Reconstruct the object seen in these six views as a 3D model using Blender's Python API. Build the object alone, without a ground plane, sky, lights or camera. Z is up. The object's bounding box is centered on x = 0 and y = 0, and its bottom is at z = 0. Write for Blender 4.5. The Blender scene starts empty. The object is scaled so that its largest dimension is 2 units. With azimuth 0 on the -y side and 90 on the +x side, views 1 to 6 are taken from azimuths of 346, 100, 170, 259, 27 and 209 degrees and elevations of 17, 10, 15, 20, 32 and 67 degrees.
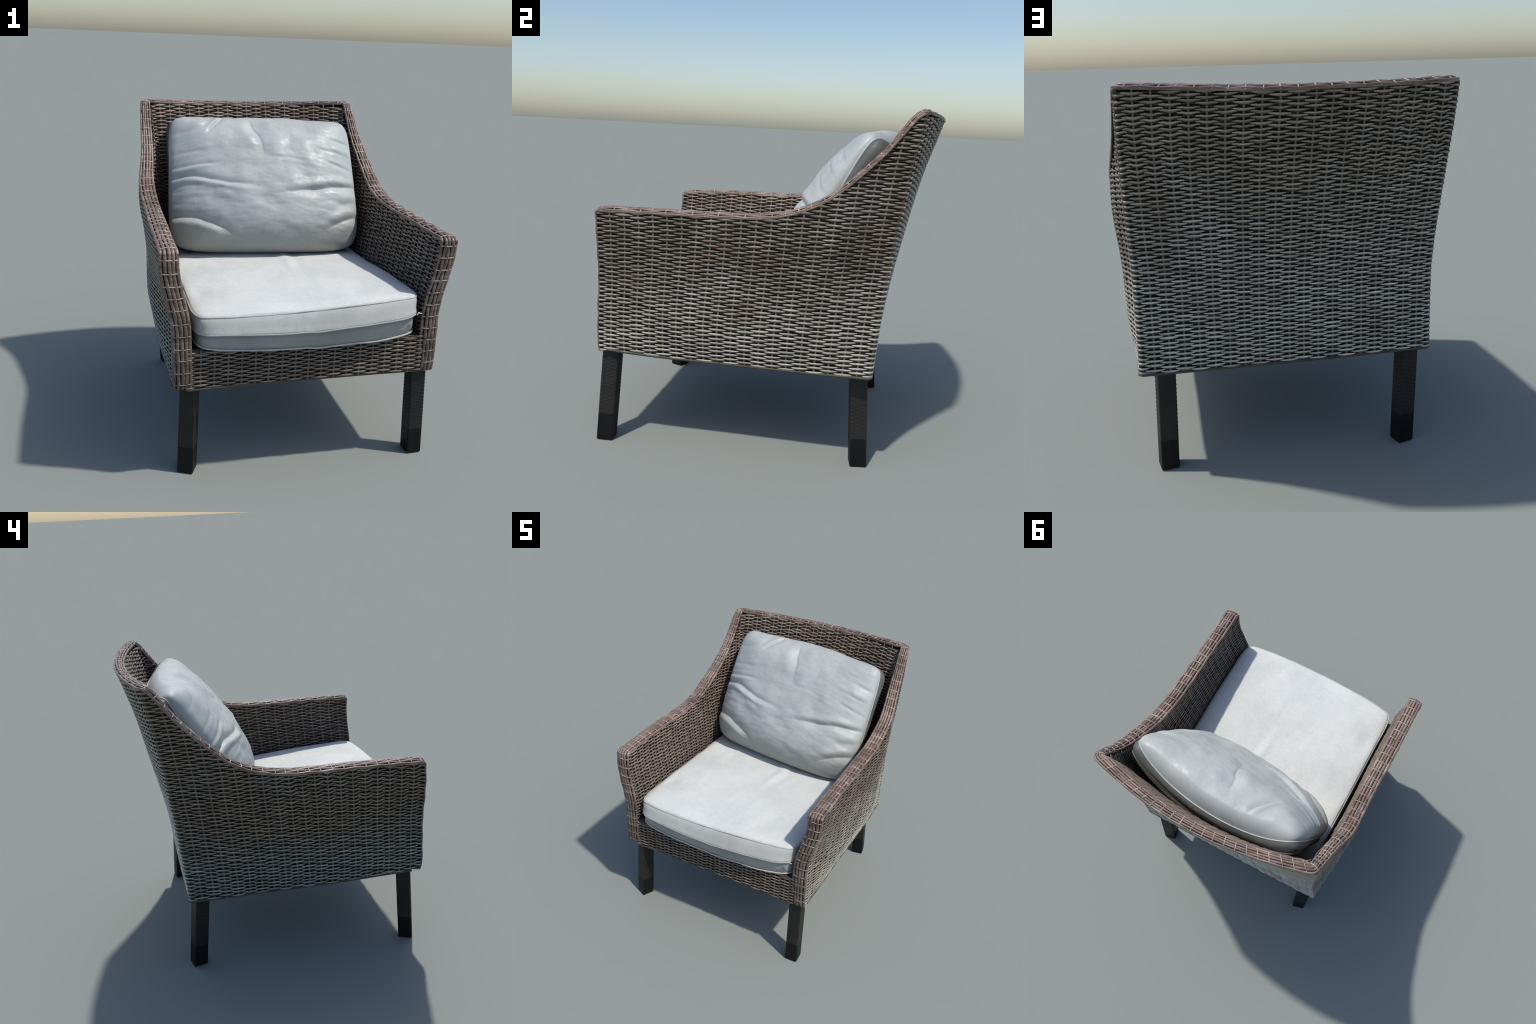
# Wicker lounge chair: woven rattan shell on four wrapped legs, loose seat and back cushions.
import bpy, math
import numpy as np
from mathutils import noise as mn, Vector

rng = np.random.default_rng(7)
PI = math.pi


def sstep(a, b, x):
    t = np.clip((np.asarray(x, float) - a) / (b - a), 0, 1)
    return t * t * (3 - 2 * t)


def unit(v):
    return v / np.maximum(np.linalg.norm(v, axis=-1, keepdims=True), 1e-9)


# ------------------------------------------------------------------ shell measurements
RIM_Y = [-.95, -.87, -.50, -.20, 0, .10, .20, .30, .40, .44, .49, .541, .587, .633, .669, .708, .744, .778, .813, .85]
RIM_Z = [1.380, 1.385, 1.390, 1.392, 1.398, 1.412, 1.437, 1.477, 1.537, 1.572, 1.615, 1.664, 1.710, 1.757, 1.798,
         1.852, 1.895, 1.943, 1.977, 1.990]
Z_BOTTOM = .548
COLS = 20                      # weave columns along each of the three walls
ROW = .0133                    # height of one woven row
SKIN = .010                    # the weave stands this far proud of the nominal surface


def rim_z(s, y):
    """Height of the armrest / wing edge along one side (s=+1 is the sitter's left, +x)."""
    z = np.interp(y, RIM_Y, RIM_Z)
    if s < 0:
        z = z - np.interp(y, [-.9, -.4, .3, .85], [.028, .019, .022, .012])
    return z


def top_z(x):
    return np.interp(x, [-.8, -.64, -.36, 0, .25, .55, .8], [1.976, 1.971, 1.966, 1.963, 1.968, 1.979, 1.990])


def front_y(s, z):
    foot = .030 * (1 - np.sqrt(1 - np.clip((.592 - np.asarray(z, float)) / .046, 0, 1) ** 2))     # rounded lower corner
    if s > 0:
        return foot + np.interp(z, [.5, .84, 1.0, 1.16, 1.3, 1.37], [-.900, -.904, -.896, -.889, -.887, -.898])
    return foot + np.interp(z, [.5, .65, .87, 1.08, 1.3, 1.37], [-.910, -.910, -.902, -.892, -.879, -.884])


def corner(s, z):
    y = np.interp(z, [.5, .8, 1.08, 1.4, 1.7, 1.97, 2.05], [.660, .682, .708, .748, .793, .848, .866])
    if s > 0:
        x = np.interp(z, [.5, .7, 1.1, 1.5, 1.75, 2.0], [.778, .772, .768, .783, .787, .780])
    else:
        x = np.interp(z, [.5, .8, 1.0, 1.2, 1.5, 1.75, 2.0], [.772, .761, .753, .761, .785, .805, .811])
    return x, y


def bow(z):
    return np.interp(z, [.55, .8, 1.2, 1.6, 1.94, 2.05], [.004, .013, .045, .085, .120, .125])


def lump(x, y, z, amp=.004):
    """slow unevenness of a hand-woven, sat-in shell (vectorised sum of sines)"""
    return amp * (np.sin(5.1 * x + 3.3 * z + 1.0) * np.sin(4.3 * y - 2.7 * z + .4)
                  + .5 * np.sin(9.7 * z + 6.1 * y + 2.0 * x))


def side_x(s, y, z):
    """outer |x| of a side wall"""
    if s > 0:
        low = np.interp(z, [.55, 1.0, 1.5], [.780, .785, .785])
        rim = np.interp(y, [-.9, -.4, -.1, .13, .28, .41, .53, .65, .75, .85], [.850, .850, .846, .846, .838, .832, .819, .806, .792, .780])
    else:
        low = np.interp(z, [.55, .85, 1.5], [.776, .778, .785])
        rim = np.interp(y, [-.9, -.5, 0, .11, .34, .51, .68, .8, .85], [.848, .848, .848, .848, .843, .832, .820, .813, .811])
    zr = rim_z(s, y)
    belly = (.050 if s > 0 else .036) * np.clip(1 - ((y + .02) / .80) ** 2, 0, 1) * sstep(.5, .75, z)
    hip = .020 * np.exp(-((y - .42) / .26) ** 2 - ((z - 1.36) / .22) ** 2)
    low = low + belly
    g = sstep(zr - .47, zr - .07, z)
    return low + (np.maximum(rim, low - .03) - low) * g + hip + lump(s, y, z)


def outer(c, z):
    """Point on the outer shell. c: 0..20 right wall front->back, 20..40 back, 40..60 left wall back->front."""
    c = np.asarray(c, float)
    z = np.broadcast_to(np.asarray(z, float), c.shape)

    def raw(c):
        P = np.zeros(c.shape + (3,))
        P[..., 2] = z
        for s, m in ((1, c < COLS), (-1, c > 2 * COLS)):
            if not m.any():
                continue
            a = c[m] / COLS if s > 0 else (3 * COLS - c[m]) / COLS
            zz = z[m]
            xc, yc = corner(s, zz)
            yf = front_y(s, zz)
            y = yf + a * (yc - yf)
            x = side_x(s, y, zz)
            k = sstep(.80, 1, a)
            P[m, 0] = s * (x * (1 - k) + xc * k)
            P[m, 1] = y
        m = (c >= COLS) & (c <= 2 * COLS)
        if m.any():
            a = (c[m] - COLS) / COLS
            zz = z[m]
            xr, yr = corner(1, zz)
            xl, yl = corner(-1, zz)
            u = 2 * a - 1
            P[m, 0] = xr + a * (-xl - xr)
            P[m, 1] = yr + a * (yl - yr) + bow(zz) * (1 - u * u) + lump(P[m, 0], .3, zz) * (1 - u ** 4)
        return P
    d = np.maximum(np.clip(.30 - np.abs(c - COLS), 0, .3), np.clip(.30 - np.abs(c - 2 * COLS), 0, .3))
    return (raw(c - d) + 2 * raw(c) + raw(c + d)) / 4


def inner(c, z):
    c = np.asarray(c, float)
    z = np.broadcast_to(np.asarray(z, float), c.shape)

    def raw(c):
        P = np.zeros(c.shape + (3,))
        P[..., 2] = z
        ci = {}
        tb = np.interp(z, [1.0, 1.6, 1.97], [.085, .070, .054])
        for s in (1, -1):
            xc, yc = corner(s, z)
            ci[s] = (xc - np.interp(z, [1.4, 1.97], [.085, .055]), yc - tb)
        for s, m in ((1, c < COLS), (-1, c > 2 * COLS)):
            if not m.any():
                continue
            a = c[m] / COLS if s > 0 else (3 * COLS - c[m]) / COLS
            zz = z[m]
            yf = front_y(s, zz)
            yc = ci[s][1][m]
            y = yf + a * (yc - yf)
            th = np.interp(y, [.3, .80], [.090, .056])
            x = side_x(s, y, zz) - th - (.040 if s > 0 else .026) * np.clip(1 - ((y + .02) / .80) ** 2, 0, 1) * (1 - sstep(rim_z(s, y) - .4, rim_z(s, y) - .05, zz))
            k = sstep(.88, 1, a)
            P[m, 0] = s * (x * (1 - k) + ci[s][0][m] * k)
            P[m, 1] = y
        m = (c >= COLS) & (c <= 2 * COLS)
        if m.any():
            a = (c[m] - COLS) / COLS
            zz = z[m]
            u = 2 * a - 1
            xr, yr = ci[1][0][m], ci[1][1][m]
            xl, yl = ci[-1][0][m], ci[-1][1][m]
            P[m, 0] = xr + a * (-xl - xr)
            P[m, 1] = yr + a * (yl - yr) + bow(zz) * (1 - u * u)
        return P
    d = np.maximum(np.clip(.5 - np.abs(c - COLS), 0, .5), np.clip(.5 - np.abs(c - 2 * COLS), 0, .5))
    return (raw(c - d) + 2 * raw(c) + raw(c + d)) / 4


def edge_z(c, P):
    """height of the shell's upper edge above path coordinate c at shell points P"""
    c = np.asarray(c, float)
    z = np.where(c < COLS, rim_z(1, P[..., 1]), np.where(c > 2 * COLS, rim_z(-1, P[..., 1]), top_z(P[..., 0])))
    return z


def edge_point(fn, c, drop=0.0, fixed=None):
    """point of surface fn on the upper edge at c (fixed-point search)"""
    c = np.asarray(c, float)
    z = np.full(c.shape, 1.5)
    for _ in range(40):
        P = fn(c, z)
        z = .5 * z + .5 * (edge_z(c, P) - drop)
    return fn(c, z)


# ------------------------------------------------------------------ mesh helpers
def mesh_object(name, verts, faces, mat, parent=None, smooth=True, kind=None):
    me = bpy.data.meshes.new(name)
    verts = np.asarray(verts, np.float32)
    if isinstance(faces, np.ndarray):
        n, k = faces.shape
        me.vertices.add(len(verts))
        me.vertices.foreach_set("co", verts.ravel())
        me.loops.add(n * k)
        me.loops.foreach_set("vertex_index", faces.astype(np.int32).ravel())
        me.polygons.add(n)
        me.polygons.foreach_set("loop_start", np.arange(0, n * k, k, dtype=np.int32))
        me.polygons.foreach_set("loop_total", np.full(n, k, np.int32))
        me.update(calc_edges=True)
    else:
        me.from_pydata(verts.tolist(), [], faces)
    me.validate()
    me.polygons.foreach_set("use_smooth", np.full(len(me.polygons), smooth))
    me.materials.append(mat)
    ob = bpy.data.objects.new(name, me)
    bpy.context.scene.collection.objects.link(ob)
    if parent:
        ob.parent = parent
    if kind:
        ob["kind"] = kind
    return ob


def empty(name, parent=None, loc=(0, 0, 0)):
    ob = bpy.data.objects.new(name, None)
    ob.empty_display_size = .1
    bpy.context.scene.collection.objects.link(ob)
    ob.location = loc
    if parent:
        ob.parent = parent
    return ob


class Tubes:
    """collects swept elliptical strands into one quad mesh"""

    def __init__(self, m=8):
        self.m, self.v, self.f, self.n, self.mi = m, [], [], 0, []

    def add(self, P, A, N, ha, hn, closed=False, taper=0, slot=None):
        m, n = self.m, len(P)
        if n < 2:
            return
        th = np.arange(m) / m * 2 * PI
        ha = np.broadcast_to(np.asarray(ha, float), (n,))[:, None, None]
        hn = np.broadcast_to(np.asarray(hn, float), (n,))[:, None, None]
        if taper:
            e = np.ones(n)
            e[0] = e[-1] = taper
            ha, hn = ha * e[:, None, None], hn * e[:, None, None]
        V = P[:, None, :] + A[:, None, :] * ha * np.cos(th)[None, :, None] + N[:, None, :] * hn * np.sin(th)[None, :, None]
        i = np.arange(n if closed else n - 1)[:, None] * m
        j = np.arange(m)[None, :]
        i2 = ((np.arange(n if closed else n - 1) + 1) % n)[:, None] * m
        j2 = (j + 1) % m
        F = np.stack([i + j, i2 + j, i2 + j2, i + j2], -1).reshape(-1, 4) + self.n
        self.v.append(V.reshape(-1, 3))
        self.f.append(F)
        rows = n if closed else n - 1
        self.mi.append(np.repeat(np.zeros(rows, np.int32) if slot is None else np.asarray(slot[:rows], np.int32), m))
        self.n += n * m

    def build(self, name, mat, parent, kind="stuff", second=None):
        ob = mesh_object(name, np.concatenate(self.v), np.concatenate(self.f), mat, parent, True, kind)
        if second is not None:
            ob.data.materials.append(second)
            ob.data.polygons.foreach_set("material_index", np.concatenate(self.mi))
        return ob


def path_frames(P, up):
    """tangent, lateral and normal of a polyline, given approximate normals"""
    T = unit(np.gradient(P, axis=0))
    A = unit(np.cross(up, T))
    N = np.cross(T, A)
    return T, A, N


def grid_faces(nu, nv, wrap_u=False):
    i = np.arange(nu if wrap_u else nu - 1)[:, None]
    j = np.arange(nv - 1)[None, :]
    i2 = (i + 1) % nu
    return np.stack([i * nv + j, i2 * nv + j, i2 * nv + j + 1, i * nv + j + 1], -1).reshape(-1, 4)


# ------------------------------------------------------------------ materials
def new_mat(name):
    m = bpy.data.materials.new(name)
    m.use_nodes = True
    nt = m.node_tree
    b = nt.nodes["Principled BSDF"]
    return m, nt, b


def N_(nt, t, **kw):
    n = nt.nodes.new(t)
    for k, v in kw.items():
        if k in n.inputs:
            n.inputs[k].default_value = v
        else:
            setattr(n, k, v)
    return n


def noise_fac(nt, co, scale, detail=3, rough=.5, vec_scale=(1, 1, 1), lo=.3, hi=.7):
    mp = N_(nt, "ShaderNodeMapping")
    mp.inputs["Scale"].default_value = vec_scale
    nt.links.new(co, mp.inputs["Vector"])
    no = N_(nt, "ShaderNodeTexNoise", Scale=scale, Detail=detail, Roughness=rough)
    nt.links.new(mp.outputs[0], no.inputs["Vector"])
    r = N_(nt, "ShaderNodeMapRange")
    r.inputs["From Min"].default_value = lo
    r.inputs["From Max"].default_value = hi
    nt.links.new(no.outputs["Fac"], r.inputs["Value"])
    return r.outputs[0]


def mix(nt, fac, a, b, mode="MIX"):
    n = N_(nt, "ShaderNodeMix", data_type="RGBA", blend_type=mode)
    for sock, val in ((n.inputs[0], fac), (n.inputs[6], a), (n.inputs[7], b)):
        if isinstance(val, (int, float)):
            sock.default_value = val
        elif isinstance(val, tuple):
            sock.default_value = (*val, 1)
        else:
            nt.links.new(val, sock)
    return n.outputs[2]


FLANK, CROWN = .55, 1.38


def rattan(name, top, low, z0, z1, stain, stain_amt, dusty, dusty_amt, rough=.45, spec=.4, wob=.22, painted_sheen=True):
    """woven resin strand: colour drifts from `low` (below z0) to `top` (above z1), with stains and dust"""
    m, nt, b = new_mat(name)
    tc = N_(nt, "ShaderNodeTexCoord")
    co = tc.outputs["Object"]
    sep = N_(nt, "ShaderNodeSeparateXYZ")
    nt.links.new(co, sep.inputs[0])
    # wavy height border
    w = noise_fac(nt, co, 2.3, 4, .55, lo=0, hi=1)
    ma = N_(nt, "ShaderNodeMath", operation="MULTIPLY_ADD")
    nt.links.new(w, ma.inputs[0])
    ma.inputs[1].default_value = wob * 2
    nt.links.new(sep.outputs["Z"], ma.inputs[2])
    r = N_(nt, "ShaderNodeMapRange")
    r.inputs["From Min"].default_value = z0 + wob
    r.inputs["From Max"].default_value = z1 + wob
    nt.links.new(ma.outputs[0], r.inputs["Value"])
    col = mix(nt, r.outputs[0], low, top)
    f = noise_fac(nt, co, 3.1, 3, .5, lo=.52, hi=.72)
    fm = N_(nt, "ShaderNodeMath", operation="MULTIPLY")
    nt.links.new(f, fm.inputs[0]); fm.inputs[1].default_value = stain_amt
    col = mix(nt, fm.outputs[0], col, stain)
    f = noise_fac(nt, co, 5.5, 4, .6, lo=.48, hi=.75)
    fm = N_(nt, "ShaderNodeMath", operation="MULTIPLY")
    nt.links.new(f, fm.inputs[0]); fm.inputs[1].default_value = dusty_amt
    col = mix(nt, fm.outputs[0], col, dusty)
    # strand to strand variation: each row is a thin slice in z, long along the wall
    f = noise_fac(nt, co, 6.0, 1, .5, (1.2, 1.2, 14), lo=.3, hi=.7)
    v = N_(nt, "ShaderNodeMapRange")
    v.inputs["To Min"].default_value = .62
    v.inputs["To Max"].default_value = 1.32
    nt.links.new(f, v.inputs["Value"])
    hs = N_(nt, "ShaderNodeHueSaturation")
    nt.links.new(col, hs.inputs["Color"])
    nt.links.new(v.outputs[0], hs.inputs["Value"])
    # fine fibre grain
    f = noise_fac(nt, co, 60, 2, .6, (1, 1, 5), lo=.25, hi=.75)
    v = N_(nt, "ShaderNodeMapRange")
    v.inputs["To Min"].default_value = .85
    v.inputs["To Max"].default_value = 1.12
    nt.links.new(f, v.inputs["Value"])
    hs2 = N_(nt, "ShaderNodeHueSaturation")
    nt.links.new(hs.outputs[0], hs2.inputs["Color"])
    nt.links.new(v.outputs[0], hs2.inputs["Value"])
    out = hs2.outputs[0]
    if painted_sheen:
        # highlight painted along each strand's crown, shading painted on its flanks
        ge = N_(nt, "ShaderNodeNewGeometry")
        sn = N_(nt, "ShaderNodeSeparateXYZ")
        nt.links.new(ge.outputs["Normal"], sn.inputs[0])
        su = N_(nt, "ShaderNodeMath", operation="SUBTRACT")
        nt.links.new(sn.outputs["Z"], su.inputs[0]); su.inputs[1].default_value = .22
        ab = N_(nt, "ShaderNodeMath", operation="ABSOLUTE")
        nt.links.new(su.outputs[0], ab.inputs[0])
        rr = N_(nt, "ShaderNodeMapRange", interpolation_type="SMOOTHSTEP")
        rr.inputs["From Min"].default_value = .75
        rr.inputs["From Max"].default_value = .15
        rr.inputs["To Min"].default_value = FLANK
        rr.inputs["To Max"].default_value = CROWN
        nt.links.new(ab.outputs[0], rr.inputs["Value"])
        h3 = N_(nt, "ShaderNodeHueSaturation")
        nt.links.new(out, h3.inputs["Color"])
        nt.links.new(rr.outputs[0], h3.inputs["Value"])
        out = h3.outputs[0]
    nt.links.new(out, b.inputs["Base Color"])
    b.inputs["Roughness"].default_value = rough
    b.inputs["Specular IOR Level"].default_value = spec
    return m


def plain(name, col, rough=.7, spec=.3, var=.25, scale=12):
    m, nt, b = new_mat(name)
    tc = N_(nt, "ShaderNodeTexCoord")
    f = noise_fac(nt, tc.outputs["Object"], scale, 4, .6)
    c2 = tuple(x * (1 - var) for x in col)
    c3 = tuple(x * (1 + var) for x in col)
    nt.links.new(mix(nt, f, c2, c3), b.inputs["Base Color"])
    b.inputs["Roughness"].default_value = rough
    b.inputs["Specular IOR Level"].default_value = spec
    return m


def fabric(name, base, shade, warm, rough, spec, rough_var, painted_low_shade=None):
    m, nt, b = new_mat(name)
    tc = N_(nt, "ShaderNodeTexCoord")
    co = tc.outputs["Object"]
    col = mix(nt, noise_fac(nt, co, 3.2, 4, .55, lo=.35, hi=.7), base, shade)
    f = noise_fac(nt, co, 2.1, 2, .5, (1, 1.3, 1), lo=.5, hi=.75)
    fm = N_(nt, "ShaderNodeMath", operation="MULTIPLY")
    nt.links.new(f, fm.inputs[0]); fm.inputs[1].default_value = .5
    col = mix(nt, fm.outputs[0], col, warm)
    if painted_low_shade:
        # contact shade above the seat, blended into the cloth colour by height
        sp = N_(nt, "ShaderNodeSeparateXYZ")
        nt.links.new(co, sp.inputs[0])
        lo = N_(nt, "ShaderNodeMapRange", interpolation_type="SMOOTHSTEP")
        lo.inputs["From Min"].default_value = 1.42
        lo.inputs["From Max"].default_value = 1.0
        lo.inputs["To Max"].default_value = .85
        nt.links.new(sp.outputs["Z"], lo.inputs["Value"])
        col = mix(nt, lo.outputs[0], col, painted_low_shade)
    # linen slubs running both ways
    g1 = noise_fac(nt, co, 30, 2, .6, (9, 1, .6), lo=.25, hi=.75)
    g2 = noise_fac(nt, co, 30, 2, .6, (.6, 4, 9), lo=.25, hi=.75)
    ad = N_(nt, "ShaderNodeMath", operation="ADD")
    nt.links.new(g1, ad.inputs[0]); nt.links.new(g2, ad.inputs[1])
    v = N_(nt, "ShaderNodeMapRange")
    v.inputs["From Max"].default_value = 2
    v.inputs["To Min"].default_value = .87
    v.inputs["To Max"].default_value = 1.09
    nt.links.new(ad.outputs[0], v.inputs["Value"])
    hs = N_(nt, "ShaderNodeHueSaturation")
    nt.links.new(col, hs.inputs["Color"])
    nt.links.new(v.outputs[0], hs.inputs["Value"])
    nt.links.new(hs.outputs[0], b.inputs["Base Color"])
    rv = N_(nt, "ShaderNodeMapRange")
    rv.inputs["To Min"].default_value = rough - rough_var
    rv.inputs["To Max"].default_value = rough + rough_var
    nt.links.new(noise_fac(nt, co, 14, 4, .65), rv.inputs["Value"])
    nt.links.new(rv.outputs[0], b.inputs["Roughness"])
    b.inputs["Specular IOR Level"].default_value = spec
    bp = N_(nt, "ShaderNodeBump")
    bp.inputs["Strength"].default_value = .12
    bp.inputs["Distance"].default_value = .002
    nt.links.new(ad.outputs[0], bp.inputs["Height"])
    nt.links.new(bp.outputs[0], b.inputs["Normal"])
    return m


M_RIGHT = rattan("rattan_right_baked_light", (.110, .087, .065), (.285, .268, .228), .70, 1.22, (.125, .076, .048), .8, (.35, .335, .30), .5, wob=.30)  # pale foot and dark top carry the wall's lighting in the base colour
M_BACK = rattan("rattan_grey_green", (.27, .218, .16), (.42, .40, .345), .85, 1.60, (.22, .17, .13), .55, (.41, .40, .36), .45, wob=.30)  # albedo lifted and warmed to offset blue skylight on the unlit back
M_LEFT = rattan("rattan_brown_slate", (.205, .158, .110), (.205, .225, .198), .70, 1.0, (.13, .10, .075), .5, (.22, .21, .19), .35, wob=.20)  # slate lower tone is cool ambient light tinted into the strands
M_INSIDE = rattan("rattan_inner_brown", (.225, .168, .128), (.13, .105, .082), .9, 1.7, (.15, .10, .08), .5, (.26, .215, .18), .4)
M_RIM = rattan("rattan_edge_brown", (.205, .142, .113), (.13, .101, .08), .8, 1.35, (.14, .088, .07), .6, (.42, .34, .295), .5, rough=.40, spec=.45, painted_sheen=False)
M_LASH = rattan("rattan_edge_lashing", (.44, .345, .295), (.21, .172, .138), .8, 1.35, (.30, .23, .19), .5, (.50, .42, .37), .4, rough=.40, spec=.45, painted_sheen=False)
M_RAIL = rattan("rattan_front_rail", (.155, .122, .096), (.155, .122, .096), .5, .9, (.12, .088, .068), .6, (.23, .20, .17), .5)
M_BOTTOM = plain("rattan_bottom_edge", (.075, .064, .052), .6)
M_SHADED = plain("rattan_painted_recess_shade", (.090, .071, .053), .75, .2)
M_STAKE = plain("rattan_stake", (.135, .115, .092), .6)
M_CORE = plain("frame_dark", (.026, .022, .019), .9, .1)
M_LEGWRAP = plain("leg_wrap_black", (.017, .0155, .014), .5, .3, .3, 7)
M_FOOT = plain("leg_foot_black", (.0075, .0075, .008), .55, .2, .2)
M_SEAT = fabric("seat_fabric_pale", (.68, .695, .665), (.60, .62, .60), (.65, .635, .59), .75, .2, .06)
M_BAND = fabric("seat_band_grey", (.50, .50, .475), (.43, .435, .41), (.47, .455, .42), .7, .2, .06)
M_BAND_LOW = fabric("seat_lower_band_dark", (.36, .37, .34), (.28, .295, .275), (.34, .325, .285), .75, .2, .06)
M_BACKC = fabric("back_fabric_grey", (.49, .51, .485), (.37, .405, .40), (.48, .475, .44), .48, .38, .17, painted_low_shade=(.27, .27, .245))
M_BOXING = fabric("back_boxing_shadow_tinted", (.13, .133, .124), (.055, .057, .055), (.10, .098, .09), .55, .35, .1)  # near-black tones hold the shadow behind the cushion seam
M_PIPE = fabric("piping_fabric", (.52, .515, .485), (.43, .425, .40), (.48, .45, .41), .6, .3, .08)

# ------------------------------------------------------------------ chair hierarchy
chair = empty("wicker_armchair")
chair["label"] = "low weathered brown-grey woven rattan lounge chair on black legs"
chair["category"] = "armchair"


def wall_core(name, c0, c1, z_lo_in, parent, mat=M_CORE):
    """solid dark core between the outer and inner weave of one wall"""
    cs = np.linspace(c0, c1, 81)
    T = np.linspace(0, 1, 30)
    rows = []
    for fn, sign in ((outer, -1), (inner, 1)):
        zlo = Z_BOTTOM + .006
        col = []
        for t in T:
            z = np.full(cs.shape, 1.3)
            dip = .030 * (np.exp(-((cs - COLS) / 1.2) ** 2) + np.exp(-((cs - 2 * COLS) / 1.2) ** 2)) * (fn is inner)
            for _ in range(40):
                P = fn(cs, z)
                z = .5 * z + .5 * (zlo + t * (edge_z(cs, P) - .012 - dip - zlo))
            P = fn(cs, z)
            Q = fn(np.clip(cs + .15, 0, 3 * COLS), z) - fn(np.clip(cs - .15, 0, 3 * COLS), z)
            nrm = unit(np.cross(Q, np.array([0, 0, 1.0])))      # outward
            col.append(P + nrm * (-.0105 if fn is outer else .0105))
        rows.append(np.array(col))                              # T x C x 3
    loop = np.concatenate([rows[0], rows[1][::-1]], 0)          # up the outside, down the inside
    L, C = loop.shape[:2]
    V = loop.transpose(1, 0, 2).reshape(-1, 3)
    faces = []
    for i in range(C - 1):
        for j in range(L):
            j2 = (j + 1) % L
            faces.append((i * L + j, (i + 1) * L + j, (i + 1) * L + j2, i * L + j2))
    faces.append(tuple(range(L)))
    faces.append(tuple(reversed(range((C - 1) * L, C * L))))
    return mesh_object(name, V, faces, mat, parent, smooth=False)


SIDE_R = (0, COLS)
BACK = (COLS, 2 * COLS)
SIDE_L = (2 * COLS, 3 * COLS)


def chevron(face, P):
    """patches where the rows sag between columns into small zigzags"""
    x, y, z = P[:, 0], P[:, 1], P[:, 2]
    if face == "back":
        a = .0042 * sstep(1.40, 1.62, z) * (1 - .6 * sstep(1.8, 1.95, z)) * (.35 + .65 * np.abs(x) / .8)
    elif face == "left":
        a = .0042 * sstep(.95, 1.05, z) * (1 - sstep(-.1, .45, y))
    else:
        a = np.zeros(len(x))
    return a


def lens_offset(ph):
    """strand in front of a stake (ph > 0) or ducking behind it (ph < 0)"""
    q = np.tanh(1.6 * ph) / math.tanh(1.6)
    return np.where(ph > 0, .0044 * q, .0085 * q)


def lens_height(ph):
    """half height of the strand: it shows as a pointed lens where it comes to the front"""
    q = np.tanh(1.8 * ph) / math.tanh(1.8)
    return ROW * (.38 + .22 * np.maximum(ph, 0) ** .8 - .06 * np.maximum(-q, 0))


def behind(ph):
    """material slot: 1 for stretches behind a stake, coloured dark for the recess shadow"""
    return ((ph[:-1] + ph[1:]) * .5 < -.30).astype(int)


def weave(fn, span, z_lo, face, mat, parent, sign, per=8, gap=.012):
    """horizontal strands going over and under the stakes of one wall; sign=+1 bulges outwards"""
    tb = Tubes(8)
    c_all = np.arange(span[0], span[1] + 1e-6, 1 / per)
    k = 0
    z = z_lo
    while z < 2.0:
        P = fn(c_all, z)
        ok = z < edge_z(c_all, P) - gap
        if span[0] == COLS:
            ok = np.full(len(c_all), z < top_z(P[:, 0]).mean() - gap) & (z < top_z(P[:, 0]) - gap)
        idx = np.where(ok)[0]
        if len(idx) > 3:
            i0, i1 = idx[0], idx[-1] + 1
            c = c_all[i0:i1]
            jit = rng.normal(0, .0007)
            dz = .0014 * np.sin(c * .7 + k * 1.7) + .0009 * np.sin(c * 1.9 + k * 2.9) + jit
            zz = z + dz
            P = fn(c, zz)
            up = unit(fn(c, zz + .012) - P)
            T = unit(np.gradient(P, axis=0))
            N = unit(np.cross(T, up)) * sign
            ph = np.cos(PI * (c + k))
            off = lens_offset(ph) + rng.normal(0, .0005)
            a = chevron(face, P)
            Pz = P + N * off[:, None] + up * (-a * np.cos(2 * PI * c) * (ph > 0) - 0 * a)[:, None]
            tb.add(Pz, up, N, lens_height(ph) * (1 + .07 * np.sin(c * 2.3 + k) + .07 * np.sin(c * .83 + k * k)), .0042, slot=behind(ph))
        k += 1
        z += ROW
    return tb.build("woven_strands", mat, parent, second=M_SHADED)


def stakes(fn, span, z_lo, parent, sign):
    tb = Tubes(6)
    for c in range(span[0] + (1 if span[0] == 0 else 0), span[1] + (0 if span[1] == 3 * COLS else 1)):
        t = np.linspace(0, 1, 60)
        cc = np.full(t.shape, float(c))
        z = np.full(t.shape, 1.3)
        for _ in range(30):
            P = fn(cc, z)
            z = .5 * z + .5 * (z_lo + t * (edge_z(cc, P) - (.050 if c in (COLS, 2 * COLS) and fn is inner else .012) - z_lo))
        P = fn(cc, z)
        S = unit(fn(cc + .1, z) - fn(cc - .1, z))
        T = unit(np.gradient(P, axis=0))
        N = unit(np.cross(S, T)) * sign
        big = c % COLS == 0 and 0 < c < 3 * COLS
        tb.add(P + N * (-.003 if big else .0005), S, N, .011 if big else .0062, .010 if big else .0050)
    return tb.build("stakes", M_STAKE, parent)


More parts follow.
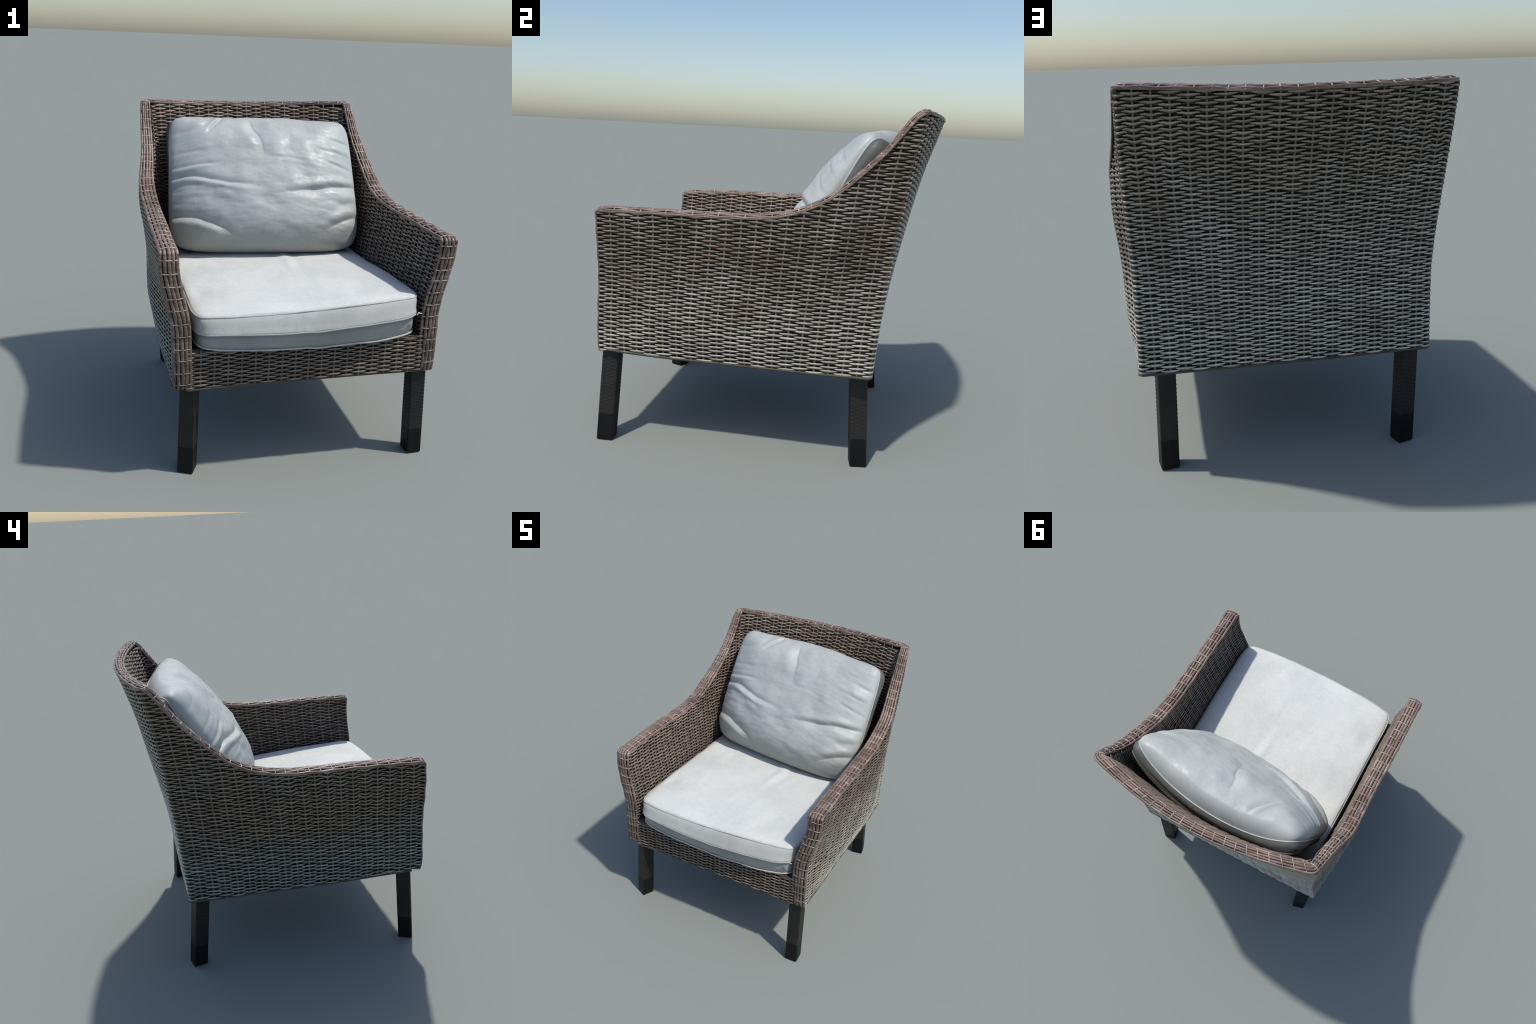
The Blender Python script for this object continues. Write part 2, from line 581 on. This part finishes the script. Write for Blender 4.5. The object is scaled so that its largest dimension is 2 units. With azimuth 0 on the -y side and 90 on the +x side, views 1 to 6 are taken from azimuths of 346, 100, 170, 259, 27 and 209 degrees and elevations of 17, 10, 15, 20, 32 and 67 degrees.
backrest = empty("backrest", chair)
arm_r = empty("armrest", chair)
arm_l = empty("armrest", chair)
for span, par, face, mat in ((SIDE_R, arm_r, "right", M_RIGHT), (BACK, backrest, "back", M_BACK), (SIDE_L, arm_l, "left", M_LEFT)):
    wall_core("wall_core", span[0], span[1], .8, par)
    weave(outer, span, Z_BOTTOM + .012, face, mat, par, 1)
    stakes(outer, span, Z_BOTTOM + .01, par, 1)
    weave(inner, span, .80 if face != "back" else .95, "in", M_INSIDE, par, -1)
    stakes(inner, span, .80, par, -1)

# ------------------------------------------------------------------ woven edge: posts, arm tops, wings, top rail
edge = empty("edge_border", chair)


def rim_lines():
    """outer and inner edge lines of the border, from the right post foot over the arms and back to the left post foot"""
    def post(s):
        zt = float(rim_z(s, -.88))
        z = np.linspace(Z_BOTTOM + .004, zt - .012, 60)
        y = front_y(s, z)
        th = .092
        xo = side_x(s, y, z)
        E = np.stack([s * (xo + .004), y, z], -1)
        I = np.stack([s * (xo - th), y, z], -1)
        N = np.tile([0., -1, 0], (len(z), 1))
        return E, I, N

    def arm(s):
        y = np.linspace(float(front_y(s, 1.36)) + .02, .842, 170)
        z = rim_z(s, y)
        x = side_x(s, y, z)
        th = np.interp(y, [.3, .80], [.088, .056])
        E = np.stack([s * (x + .003), y, z], -1)
        I = np.stack([s * (x - th), y - .016 * sstep(.66, .842, y), z + .003], -1)
        T = np.gradient((E + I) / 2, axis=0)
        N = unit(np.cross(T, E - I))
        N *= np.sign(N[:, 2:3])
        return E, I, N

    def rail():
        c = np.linspace(COLS + .3, 2 * COLS - .3, 110)
        E, I = edge_point(outer, c), edge_point(inner, c)
        I[:, 2] = E[:, 2]
        T = np.gradient((E + I) / 2, axis=0)
        N = unit(np.cross(T, E - I))
        N *= np.sign(N[:, 2:3])
        return E + unit(E - I) * .004, I, N
    pr, ar, bk, al, pl = post(1), arm(1), rail(), arm(-1), post(-1)
    rev = lambda q: tuple(a[::-1] for a in q)
    segs = [pr, ar, bk, rev(al), rev(pl)]
    return [np.concatenate([s[i] for s in segs]) for i in range(3)]


def resample(arrs, step):
    mid = (arrs[0] + arrs[1]) / 2
    d = np.r_[0, np.cumsum(np.linalg.norm(np.diff(mid, axis=0), axis=1))]
    n = int(d[-1] / step)
    s = np.linspace(0, d[-1], n)
    out = [np.stack([np.interp(s, d, a[:, k]) for k in range(3)], -1) for a in arrs]
    for _ in range(9):                                   # round the bends
        for a in out:
            a[1:-1] = (a[:-2] + 2 * a[1:-1] + a[2:]) / 4
    out[2] = unit(out[2])
    return out, s


(RE, RI, RN), RS = resample(rim_lines(), .0085)
N_STRANDS = 5
PITCH = .073


def rim_cross(f):
    """height of the rounded border profile at lateral fraction f (0 outer .. 1 inner)"""
    return .010 * (1 - np.abs(2 * f - 1) ** 2.4) - .003


tb = Tubes(8)
for j in range(N_STRANDS):
    f = .03 + .94 * j / (N_STRANDS - 1)
    W = np.linalg.norm(RE - RI, axis=1)
    wob = .0012 * np.sin(RS * 9 + j * 2.1)
    P = RE + (RI - RE) * f + RN * (rim_cross(f) + .0018 * np.cos(PI * (RS / PITCH + j)) - .001)[:, None] + unit(RE - RI) * wob[:, None]
    T, A, N = path_frames(P, RN)
    tb.add(P, A, N, W * .108, .0055, taper=.5)
# outermost and innermost rolls wrapping down over the two faces
top = np.where(RN[:, 2] > .6)[0]
top = slice(top[0], top[-1] + 1)
for f in (-.015, 1.015):
    P = (RE + (RI - RE) * f - RN * .010)[top]
    T, A, N = path_frames(P, RN[top])
    tb.add(P, A, N, .0045, .0065, taper=.5)
tb.build("border_strands", M_RIM, edge)

f = np.linspace(.0, 1, 7)
bed = np.stack([RE + (RI - RE) * g + RN * (rim_cross(g) - .0065) for g in f], 1)
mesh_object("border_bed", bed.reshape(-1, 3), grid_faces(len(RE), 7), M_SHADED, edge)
tb = Tubes(6)
n_l = int(RS[-1] / PITCH)
for i in range(1, n_l + 1):
    s = (i - .02) * PITCH + rng.normal(0, .003)
    if s > RS[-1] - .01:
        continue
    g = lambda a: np.array([np.interp(s, RS, a[:, k]) for k in range(3)])
    E, I, Nn = g(RE), g(RI), unit(g(RN))
    f = np.linspace(-.05, 1.05, 34)
    hgt = rim_cross(np.clip(f, 0, 1)) + .0029 - .010 * sstep(.0, .06, -f) - .010 * sstep(1.0, 1.06, f)
    T = unit(g(np.gradient(RE + RI, axis=0)))
    sk = rng.normal(0, .05)
    P = E + (I - E) * f[:, None] + Nn * hgt[:, None] + T * (sk * (f - .5) * .05)[:, None]
    # tails tucked down over each face
    d = unit(np.cross(T, unit(I - E)))
    Tt = unit(np.gradient(P, axis=0))
    tb.add(P, np.tile(T, (len(f), 1)), np.cross(Tt, np.tile(T, (len(f), 1))), .0036, .0030)
tb.build("border_lashings", M_LASH, edge)

# ------------------------------------------------------------------ front rail and seat deck
rail = empty("front_rail", chair)
RAIL_TOP = .765


def box(name, x0, x1, y0, y1, z0, z1, mat, parent):
    V = [(x, y, z) for x in (x0, x1) for y in (y0, y1) for z in (z0, z1)]
    F = [(0, 1, 3, 2), (4, 6, 7, 5), (0, 4, 5, 1), (2, 3, 7, 6), (0, 2, 6, 4), (1, 5, 7, 3)]
    return mesh_object(name, V, F, mat, parent, False)


def rail_y(x, z):
    return -.903 + .004 * np.sin(3 * x + 6 * z)


def rail_bottom(x):
    return np.interp(x, [-.75, -.4, 0, .4, .75], [.545, .555, .563, .567, .566])


xs = np.linspace(-.70, .70, 15)
zb = rail_bottom(xs) + .002
loop = [np.stack([xs, np.full_like(xs, yy), zz], -1) for yy, zz in ((-.891, zb), (-.891, zb + RAIL_TOP - .568), (-.80, zb + RAIL_TOP - .568), (-.80, zb))]
mesh_object("rail_core", np.array(loop).reshape(-1, 3), grid_faces(4, 15, True), M_CORE, rail, False)
tb = Tubes(8)
k = 0
c = np.arange(0, 18.001, 1 / 8)
x = -.705 + c / 18 * 1.41
for r in range(17):
    z = rail_bottom(x) + .008 + r * ROW + .001 * np.sin(c + r)
    P = np.stack([x, rail_y(x, z), z], -1)
    ph = np.cos(PI * (c + r))
    N = np.tile([0., -1, 0], (len(c), 1))
    U = np.tile([0., 0, 1], (len(c), 1))
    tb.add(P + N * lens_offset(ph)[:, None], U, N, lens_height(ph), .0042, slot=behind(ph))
for r in range(5):                                        # rows folding back over the top of the rail
    y = -.896 + r * ROW
    z = np.full_like(x, RAIL_TOP + .012) + rail_bottom(x) - .56
    ph = np.cos(PI * (c + r))
    P = np.stack([x, np.full_like(x, y), z + .004 * ph], -1)
    tb.add(P, np.tile([0., 1, 0], (len(c), 1)), np.tile([0., 0, 1], (len(c), 1)), ROW * .5, .0046)
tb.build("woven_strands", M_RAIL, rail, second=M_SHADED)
tb = Tubes(6)
for i in range(1, 18):
    xx = -.705 + i / 18 * 1.41
    z = np.linspace(.56, RAIL_TOP + .02, 16)
    P = np.stack([np.full_like(z, xx), rail_y(xx, z), z], -1)
    tb.add(P, np.tile([1., 0, 0], (16, 1)), np.tile([0., -1, 0], (16, 1)), .006, .005)
tb.build("stakes", M_STAKE, rail)
# dark platform under the cushion, woven underside
box("seat_deck", -.705, .705, -.80, .62, .585, RAIL_TOP - .012, M_CORE, chair)

# bottom border strand around the foot of the shell
tb = Tubes(8)
cs = np.linspace(0.7, 3 * COLS - .7, 420)
for dz, o in ((0.003, .002), (-.004, -.010)):
    z = np.full_like(cs, Z_BOTTOM + dz) + .012 * sstep(6, 0, cs)
    P = outer(cs, z)
    T = unit(np.gradient(P, axis=0))
    U = np.tile([0., 0, 1], (len(cs), 1))
    N = unit(np.cross(T, U))
    tb.add(P + N * o, U, N, .007, .008)
zz = rail_bottom(x) - .003
P = np.stack([x, np.full_like(x, -.899), zz], -1)
tb.add(P, np.tile([0., 0, 1], (len(x), 1)), np.tile([0., -1, 0], (len(x), 1)), .008, .009)
tb.build("bottom_border", M_BOTTOM, edge)

# ------------------------------------------------------------------ legs


def leg(bottom, top, rot, size, parent):
    """square post wrapped in fine weave down to a smooth foot. bottom/top: centre (x, y); rot in degrees"""
    pb, pt = np.array([*bottom, 0.0]), np.array([*top, .60])
    ca, sa = math.cos(math.radians(rot)), math.sin(math.radians(rot))
    ex, ey = np.array([ca, sa, 0]), np.array([-sa, ca, 0])
    H = size / 2
    r = .007

    def ring(n_side):
        pts = []
        for q in range(4):
            a0 = q * PI / 2
            ux, uy = math.cos(a0), math.sin(a0)         # side normal
            vx, vy = -uy, ux
            for t in np.linspace(-(H - r), H - r, n_side):
                pts.append((ux * H + vx * t, uy * H + vy * t, ux, uy))
            for b in (PI / 8, PI / 4, 3 * PI / 8):
                aa = a0 + b
                cx, cy = (ux + vx) * (H - r), (uy + vy) * (H - r)
                pts.append((cx + r * math.cos(aa), cy + r * math.sin(aa), math.cos(aa), math.sin(aa)))
        return np.array(pts)
    R = ring(13)
    per = np.r_[0, np.cumsum(np.linalg.norm(np.diff(R[:, :2], axis=0), axis=1))]
    per = per / (per[-1] + np.linalg.norm(R[-1, :2] - R[0, :2]))
    zf = .165

    def sweep(zs, amp, grow):
        V = []
        for z in zs:
            t = z / .60
            ctr = pb + (pt - pb) * t
            o = np.full(len(R), grow)
            if amp:
                k = z / .0115
                row = np.floor(k)
                fr = k - row
                lens = np.cos(PI * (per * 12 + row))
                fade = sstep(zf, zf + .14, z)
                o = o + amp * (.35 + .65 * fade) * (np.sin(PI * fr) * (.55 + .45 * lens) - .5)
            sc = R[:, :2] + R[:, 2:] * o[:, None]
            V.append(ctr + sc[:, :1] * ex + sc[:, 1:] * ey)
        return np.array(V)

    nv = len(R)
    ob = empty("leg", parent)
    zs = np.arange(zf, .5701, .0115 / 5)
    V = sweep(zs, .0021, .0006)
    F = grid_faces(nv, len(zs), True)
    mesh_object("leg_wrap", V.transpose(1, 0, 2).reshape(-1, 3), F, M_LEGWRAP, ob)
    prof = [(0.0, -.006), (.002, -.002), (.005, 0), (zf - .004, 0), (zf, .0004), (zf + .004, -.001), (.3, -.002)]
    V = np.concatenate([sweep([z], 0, g) for z, g in prof])
    F = grid_faces(nv, len(prof), True)
    F = [tuple(int(i) for i in f) for f in F]
    F.append(tuple(int(i * len(prof)) for i in reversed(range(nv))))
    foot = mesh_object("leg_foot", V.transpose(1, 0, 2).reshape(-1, 3), F, M_FOOT, ob)
    return ob


leg((.725, -.868), (.712, -.834), 3, .095, chair)
leg((-.690, -.843), (-.673, -.815), -24, .095, chair)
leg((.664, .622), (.648, .588), 10, .095, chair)
leg((-.634, .631), (-.672, .582), 15, .094, chair)

# ------------------------------------------------------------------ seat cushion
seat = empty("seat_cushion")
seat["label"] = "thick pale grey box seat cushion with piped seams"
seat["category"] = "cushion"


def fbm(x, y, z, sc, octv=3):
    return mn.fractal(Vector((x * sc, y * sc, z * sc)), .9, 2.0, octv)


def seat_outline(n=300):
    """plan of the seat cushion: bowed front, rounded corners, straight sides"""
    th = np.linspace(0, 2 * PI, n, endpoint=False)
    th = th - .17 * np.sin(4 * th)            # more samples round the corners
    e = 14.0
    cx, cy = np.cos(th), np.sin(th)
    rr = (np.abs(cx) ** e + np.abs(cy) ** e) ** (-1 / e)
    u, v = cx * rr, cy * rr
    xx = u * .674 + .008
    yy = np.where(v < 0, v * .924, v * .60)
    yy = np.where(v < 0, yy - .047 * np.clip(-v, 0, 1) ** 4 * (1 - np.abs(u) ** 2.2), yy)
    return xx, yy


SX, SY = seat_outline()


def seat_top(x, y):
    fr = np.interp(y, [-.98, -.85, -.4, 0, .6], [.997, 1.000, .992, .966, .955])
    t = np.interp(y, [-.95, -.4, 0, .6], [.034, .018, .010, .004])
    return fr + t * x / .65


def seat_mid(x, y):
    return np.interp(x, [-.66, -.5, 0, .3, .66], [.870, .885, .884, .902, .930]) + 0 * y


def seat_bot(x, y):
    return np.interp(x, [-.66, -.5, 0, .4, .66], [.790, .782, .776, .785, .812]) + 0 * y


def outline_normals(xx, yy):
    T = np.stack([np.roll(xx, -1) - np.roll(xx, 1), np.roll(yy, -1) - np.roll(yy, 1)], -1)
    T = unit(T)
    return np.stack([T[:, 1], -T[:, 0]], -1)


SN = outline_normals(SX, SY)
ZT, ZM, ZB = seat_top(SX, SY), seat_mid(SX, SY), seat_bot(SX, SY)
front = sstep(-.3, -.8, SY)


FACE = np.clip(-SN[:, 1], 0, 1) ** 2                    # 1 on the front face
TOP_BACK = .046                                         # the top seam sits this far behind the bulging fold


def seat_ring(z, off, back=0.0):
    o = off + .0035 * np.array([fbm(a, b, c, 7) for a, b, c in zip(SX, SY, np.broadcast_to(z, SX.shape))]) * front
    return np.stack([SX + SN[:, 0] * o, SY + SN[:, 1] * o + back * FACE, np.broadcast_to(z, SX.shape)], -1)


rings = []
# underside
for f in (.0, .3, .6, .85, .95):
    rings.append(np.stack([SX * f, SY * f - .05 * (1 - f), ZB + .004 - .016 * sstep(1, .9, np.full_like(SX, f))], -1))
# lower band, slightly set back, tucked at the bottom
for t in (0, .06, .15, .3, .5, .7, .85, .94):
    rings.append(seat_ring(ZB + t * (ZM - .006 - ZB), -.020 + .013 * math.sin(PI * min(1, t * .9 + .1)) - .005 * (t > .9), .016 * (1 - t)))
n_low = len(rings)
rings.append(seat_ring(ZM - .004, -.026))           # groove under the fold
for t, o in ((-.02, -.006), (.0, .002), (.05, .007), (.12, .007), (.25, .004), (.4, .003), (.6, .004), (.8, .003), (.92, -.001), (.97, -.005)):
    rings.append(seat_ring(ZM + t * (ZT - ZM), o, TOP_BACK * max(0, t) ** 1.3))
n_band = len(rings)
# top sheet: low dome with dents and shallow folds
for f in list(1 - np.linspace(.006, .12, 8)) + list(np.linspace(.86, .0, 44)):
    X, Y = SX * f, (SY + TOP_BACK * FACE + .15) * f - .15
    z = seat_top(X, Y)
    inset = 1 - f
    dome = .020 * (1 - np.exp(-inset * 22)) + .012 * (1 - f ** 2)
    wr = np.array([fbm(a, b, .3, 3.0) * .006 + fbm(a * 1.3, b * .5, 1.7, 9) * .0016 for a, b in zip(X, Y)])
    dent = -.012 * np.exp(-((X + .58) / .05) ** 2 - ((Y + .55) / .10) ** 2)           # dimple by the right arm
    fold = .006 * np.exp(-((X - .10 - .10 * Y) / .035) ** 2) * sstep(-.45, -.05, Y) - .006 * np.exp(-((X - .17 - .1 * Y) / .04) ** 2) * sstep(-.45, -.05, Y)
    nick = -.004 * np.exp(-((X - .30 - .35 * (Y + .8)) / .018) ** 2) * np.exp(-((Y + .80) / .09) ** 2)
    edge_w = np.minimum(1, inset * 14)
    rings.append(np.stack([X, Y, z + dome + (wr + dent + fold + nick) * edge_w], -1))
R_ = np.array(rings)
C = R_.shape[1]
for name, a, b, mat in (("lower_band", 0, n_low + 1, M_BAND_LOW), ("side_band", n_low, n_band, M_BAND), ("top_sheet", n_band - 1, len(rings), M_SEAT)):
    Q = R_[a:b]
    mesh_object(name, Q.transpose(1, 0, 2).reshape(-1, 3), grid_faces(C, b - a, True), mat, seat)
tb = Tubes(8)
for z, off, rad, back in ((ZT - .003, -.001, .0045, TOP_BACK), (ZM + .001, .002, .0062, 0.0), (ZB + .002, -.008, .006, .016)):
    P = seat_ring(z + .002 * np.sin(np.arange(C) * .21), off, back)
    U = np.tile([0., 0, 1], (C, 1))
    N = np.concatenate([SN, np.zeros((C, 1))], 1)
    tb.add(P, U, N, rad, rad, closed=True)
# frayed tail of the fold at one front corner
t = np.linspace(0, 1, 8)[:, None]
P = np.array([.640, -.925, .936]) + t * np.array([.036, .010, .009]) + np.array([0, 0, .006]) * np.sin(t * 5)
tb.add(P, np.tile([0., 0, 1], (8, 1)), np.tile([0., -1, 0], (8, 1)), .008 * (1 - .8 * t[:, 0]), .004)
tb.build("piping", M_PIPE, seat)

# ------------------------------------------------------------------ back cushion
pil = empty("back_cushion")
pil["label"] = "plump pale grey rumpled back cushion with piped edges"
pil["category"] = "cushion"

BL, BR = np.array([-.648, .305, .992]), np.array([.660, .140, 1.004])
TL, TR = np.array([-.624, .712, 1.918]), np.array([.676, .600, 1.908])


def seam_sheet(p, q):
    """middle sheet of the pillow through the front seam; p,q in -1..1"""
    a, b = (p + 1) / 2, (q + 1) / 2
    a, b = a[..., None], b[..., None]
    S = (BL * (1 - a) + BR * a) * (1 - b) + (TL * (1 - a) + TR * a) * b
    sag = (1 - p ** 2)
    S = S.copy()
    S[..., 1] += .118 * sag * np.maximum((q + 1) / 2, 0) ** 1.5 - .02 * sag * (1 - q) / 2
    S[..., 2] -= .132 * (1 - np.abs(p) ** 4.0) * np.maximum((q + 1) / 2, 0) ** 3.5
    return S


def pil_normal(p, q):
    e = 1e-3
    du = seam_sheet(p + e, q) - seam_sheet(p - e, q)
    dv = seam_sheet(p, q + e) - seam_sheet(p, q - e)
    return unit(np.cross(du, dv))


def seg_dist(p, q, pts, sx=.65, sy=.5):
    """signed side-distance and position along a polyline in cushion metres"""
    best = np.full(p.shape, 9.0)
    side = np.zeros(p.shape)
    along = np.zeros(p.shape)
    if len(pts) > 2:                                        # smooth the polyline (Catmull-Rom)
        q4 = [np.array(pts[0])] + [np.array(a) for a in pts] + [np.array(pts[-1])]
        fine = []
        for i in range(1, len(q4) - 2):
            for t in np.linspace(0, 1, 5, endpoint=False):
                a, b, c, d = q4[i - 1:i + 3]
                fine.append(.5 * (2 * b + (c - a) * t + (2 * a - 5 * b + 4 * c - d) * t * t + (3 * b - a - 3 * c + d) * t ** 3))
        pts = fine + [np.array(pts[-1])]
    n = len(pts) - 1
    for i in range(n):
        ax, ay = pts[i][0] * sx, pts[i][1] * sy
        bx, by = pts[i + 1][0] * sx, pts[i + 1][1] * sy
        dx, dy = bx - ax, by - ay
        t = np.clip(((p * sx - ax) * dx + (q * sy - ay) * dy) / (dx * dx + dy * dy), 0, 1)
        ex, ey = p * sx - ax - t * dx, q * sy - ay - t * dy
        d = np.hypot(ex, ey)
        m = d < best
        best = np.where(m, d, best)
        side = np.where(m, np.sign(dx * ey - dy * ex), side)
        along = np.where(m, (i + t) / n, along)
    return best, side, along


# (polyline, depth, valley width, ridge below, fade at start, fade at end)
CREASES = [
    ([(-1.02, -.04), (-.81, -.02), (-.60, -.10), (-.42, -.17), (-.22, -.21), (.05, -.27)], .026, .016, .016, 0, 1),
    ([(1.02, -.13), (.77, -.18), (.58, -.24), (.30, -.30), (-.02, -.37)], .022, .018, .014, 0, 1),
    ([(-1.0, -.56), (-.77, -.59), (-.62, -.66), (-.45, -.75), (-.32, -.84)], .028, .024, .016, 0, 1),
    ([(1.02, -.52), (.84, -.62), (.70, -.71), (.52, -.83)], .022, .020, .012, 0, 1),
    ([(-.13, .84), (-.09, .62), (-.03, .46), (.02, .10)], .024, .042, .014, 1, 1),
    ([(-.40, .93), (-.53, .76), (-.67, .56)], .014, .014, .010, 1, 1),
    ([(-1.02, .10), (-.72, .12), (-.45, .10)], .012, .012, .006, 0, 1),
    ([(1.02, .48), (.90, .52), (.76, .58)], .012, .014, .008, 0, 1),
    ([(1.02, .07), (.88, .12), (.68, .18)], .010, .014, .008, 0, 1),
    ([(1.02, .28), (.85, .33), (.60, .36)], .008, .014, .008, 0, 1),
    ([(.02, .14), (.25, .17), (.5, .13)], .006, .015, .004, 1, 1),
    ([(-.98, .30), (-.80, .33), (-.62, .30)], .007, .014, .005, 0, 1),
    ([(-.98, .62), (-.82, .66), (-.70, .76)], .007, .018, .006, 0, 1),
    ([(-.55, -.22), (-.42, -.27), (-.30, -.30)], .007, .018, .006, 1, 1),
    ([(1.0, -.33), (.85, -.40), (.72, -.45)], .008, .018, .007, 0, 1),
]


def crease_height(p, q):
    h = np.zeros(p.shape)
    for pts, dep, wid, rid, f0, f1 in CREASES:
        d, sd, al = seg_dist(p, q, pts)
        env = np.ones(p.shape)
        if f0:
            env = env * sstep(0, .3, al)
        if f1:
            env = env * sstep(1, .55, al)
        w = np.where(sd > 0, wid * 1.7, wid * .9)
        k = .85 if dep > .013 else .6
        dep, rid = dep * k, rid * k
        h += env * (-dep * (.80 * np.exp(-(d / w) ** 2) + .24 * np.exp(-(d / (.008 + 0 * w)) ** 2)) + rid * np.exp(-((d - 2.1 * wid) / (1.5 * wid)) ** 2) * (1 - np.exp(-(d / wid) ** 2)) * (sd < 0))
    return h


NP, NQ = 300, 240


def spread(n, k=1.35):
    """samples in -1..1, denser at the ends"""
    t = np.linspace(-1, 1, n)
    return np.sign(t) * (1 - (1 - np.abs(t)) ** k)


def round_corner(p, q):
    """pull the square's corners in to a rounded rectangle"""
    k = .085
    f = 1 - k * (np.abs(p) ** 6) * (np.abs(q) ** 6)
    return p * f, q * f


pp, qq = np.meshgrid(spread(NP), spread(NQ), indexing="ij")
rp, rq = round_corner(pp, qq)
S = seam_sheet(rp, rq)
NN = pil_normal(rp, rq)
prof = np.clip(1 - np.abs(pp) ** np.where(pp < 0, 3.8, 3.0), 0, 1) ** .5 * np.clip(1 - np.abs(qq) ** 4, 0, 1) ** .5
H = .238 + .018 * (-qq) + .012 * np.cos(pp * 1.4)
ear = .030 * np.exp(-((np.abs(pp) - .80) / .17) ** 2 - ((qq - .80) / .17) ** 2)
rumple = np.zeros(pp.shape)
for i in range(NP):
    for j in range(NQ):
        x, y, z = S[i, j]
        rumple[i, j] = .014 * fbm(x * .9, z * 1.5, 4.2, 3.0) + .0042 * fbm(x * .55, z * 1.9, 9.1, 9) + .0006 * fbm(x * .8, z * 1.4, 2.2, 30)
FR = S + NN * (H * prof + ear * np.minimum(1, prof * 1.5) + (crease_height(pp, qq) + rumple) * np.minimum(1, prof * 1.6))[..., None]
# edge lies slightly outside the seam so the face billows past it
bil = np.clip(prof * 2.2, 0, 1) * (1 - prof) * .07
FR[..., 0] += bil * pp * np.abs(pp) ** 3
FR[..., 2] += bil * qq * np.abs(qq) ** 3 * .8
mesh_object("cushion_face", FR.reshape(-1, 3), grid_faces(NP, NQ), M_BACKC, pil)
# boxing band and back panel
BOX = .080
S_back = S - .028 * np.abs(pp[..., None]) ** 8 * np.sign(pp)[..., None] * np.array([1., 0, 0]) - .028 * np.abs(qq[..., None]) ** 8 * np.sign(qq)[..., None] * np.array([0, .5, .85])
prof_b = np.clip(1 - np.abs(pp) ** 4, 0, 1) ** .5 * np.clip(1 - np.abs(qq) ** 4, 0, 1) ** .5
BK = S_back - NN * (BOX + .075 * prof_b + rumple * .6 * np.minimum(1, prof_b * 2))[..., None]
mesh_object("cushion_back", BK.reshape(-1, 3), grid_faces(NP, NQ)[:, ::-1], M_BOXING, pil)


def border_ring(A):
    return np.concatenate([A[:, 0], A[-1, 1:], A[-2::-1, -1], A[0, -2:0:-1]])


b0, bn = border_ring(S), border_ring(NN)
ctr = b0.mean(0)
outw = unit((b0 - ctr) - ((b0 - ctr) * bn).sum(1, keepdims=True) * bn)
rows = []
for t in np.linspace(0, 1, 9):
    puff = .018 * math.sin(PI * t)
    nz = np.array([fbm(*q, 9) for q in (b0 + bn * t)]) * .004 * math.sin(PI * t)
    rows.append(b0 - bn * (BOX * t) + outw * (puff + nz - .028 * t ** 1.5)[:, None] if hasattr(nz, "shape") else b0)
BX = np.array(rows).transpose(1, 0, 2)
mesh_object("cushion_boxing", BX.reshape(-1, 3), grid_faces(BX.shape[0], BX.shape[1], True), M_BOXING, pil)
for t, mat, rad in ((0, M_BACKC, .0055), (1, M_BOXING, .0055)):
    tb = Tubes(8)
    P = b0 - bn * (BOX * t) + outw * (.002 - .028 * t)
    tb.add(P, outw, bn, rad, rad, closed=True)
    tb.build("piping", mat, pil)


# ------------------------------------------------------------------ stand each empty at the base of its thing
from mathutils import Matrix


def place(e, loc):
    e.location = loc
    for c in e.children:
        c.matrix_parent_inverse = Matrix.Translation(-Vector(loc))


place(seat, (0, -.15, .77))
place(pil, (0, .22, .97))
for e in chair.children:
    if e.name.startswith("leg") and e.children:
        v = [q.co for q in e.children[0].data.vertices]
        place(e, (sum(q.x for q in v) / len(v), sum(q.y for q in v) / len(v), 0.0))
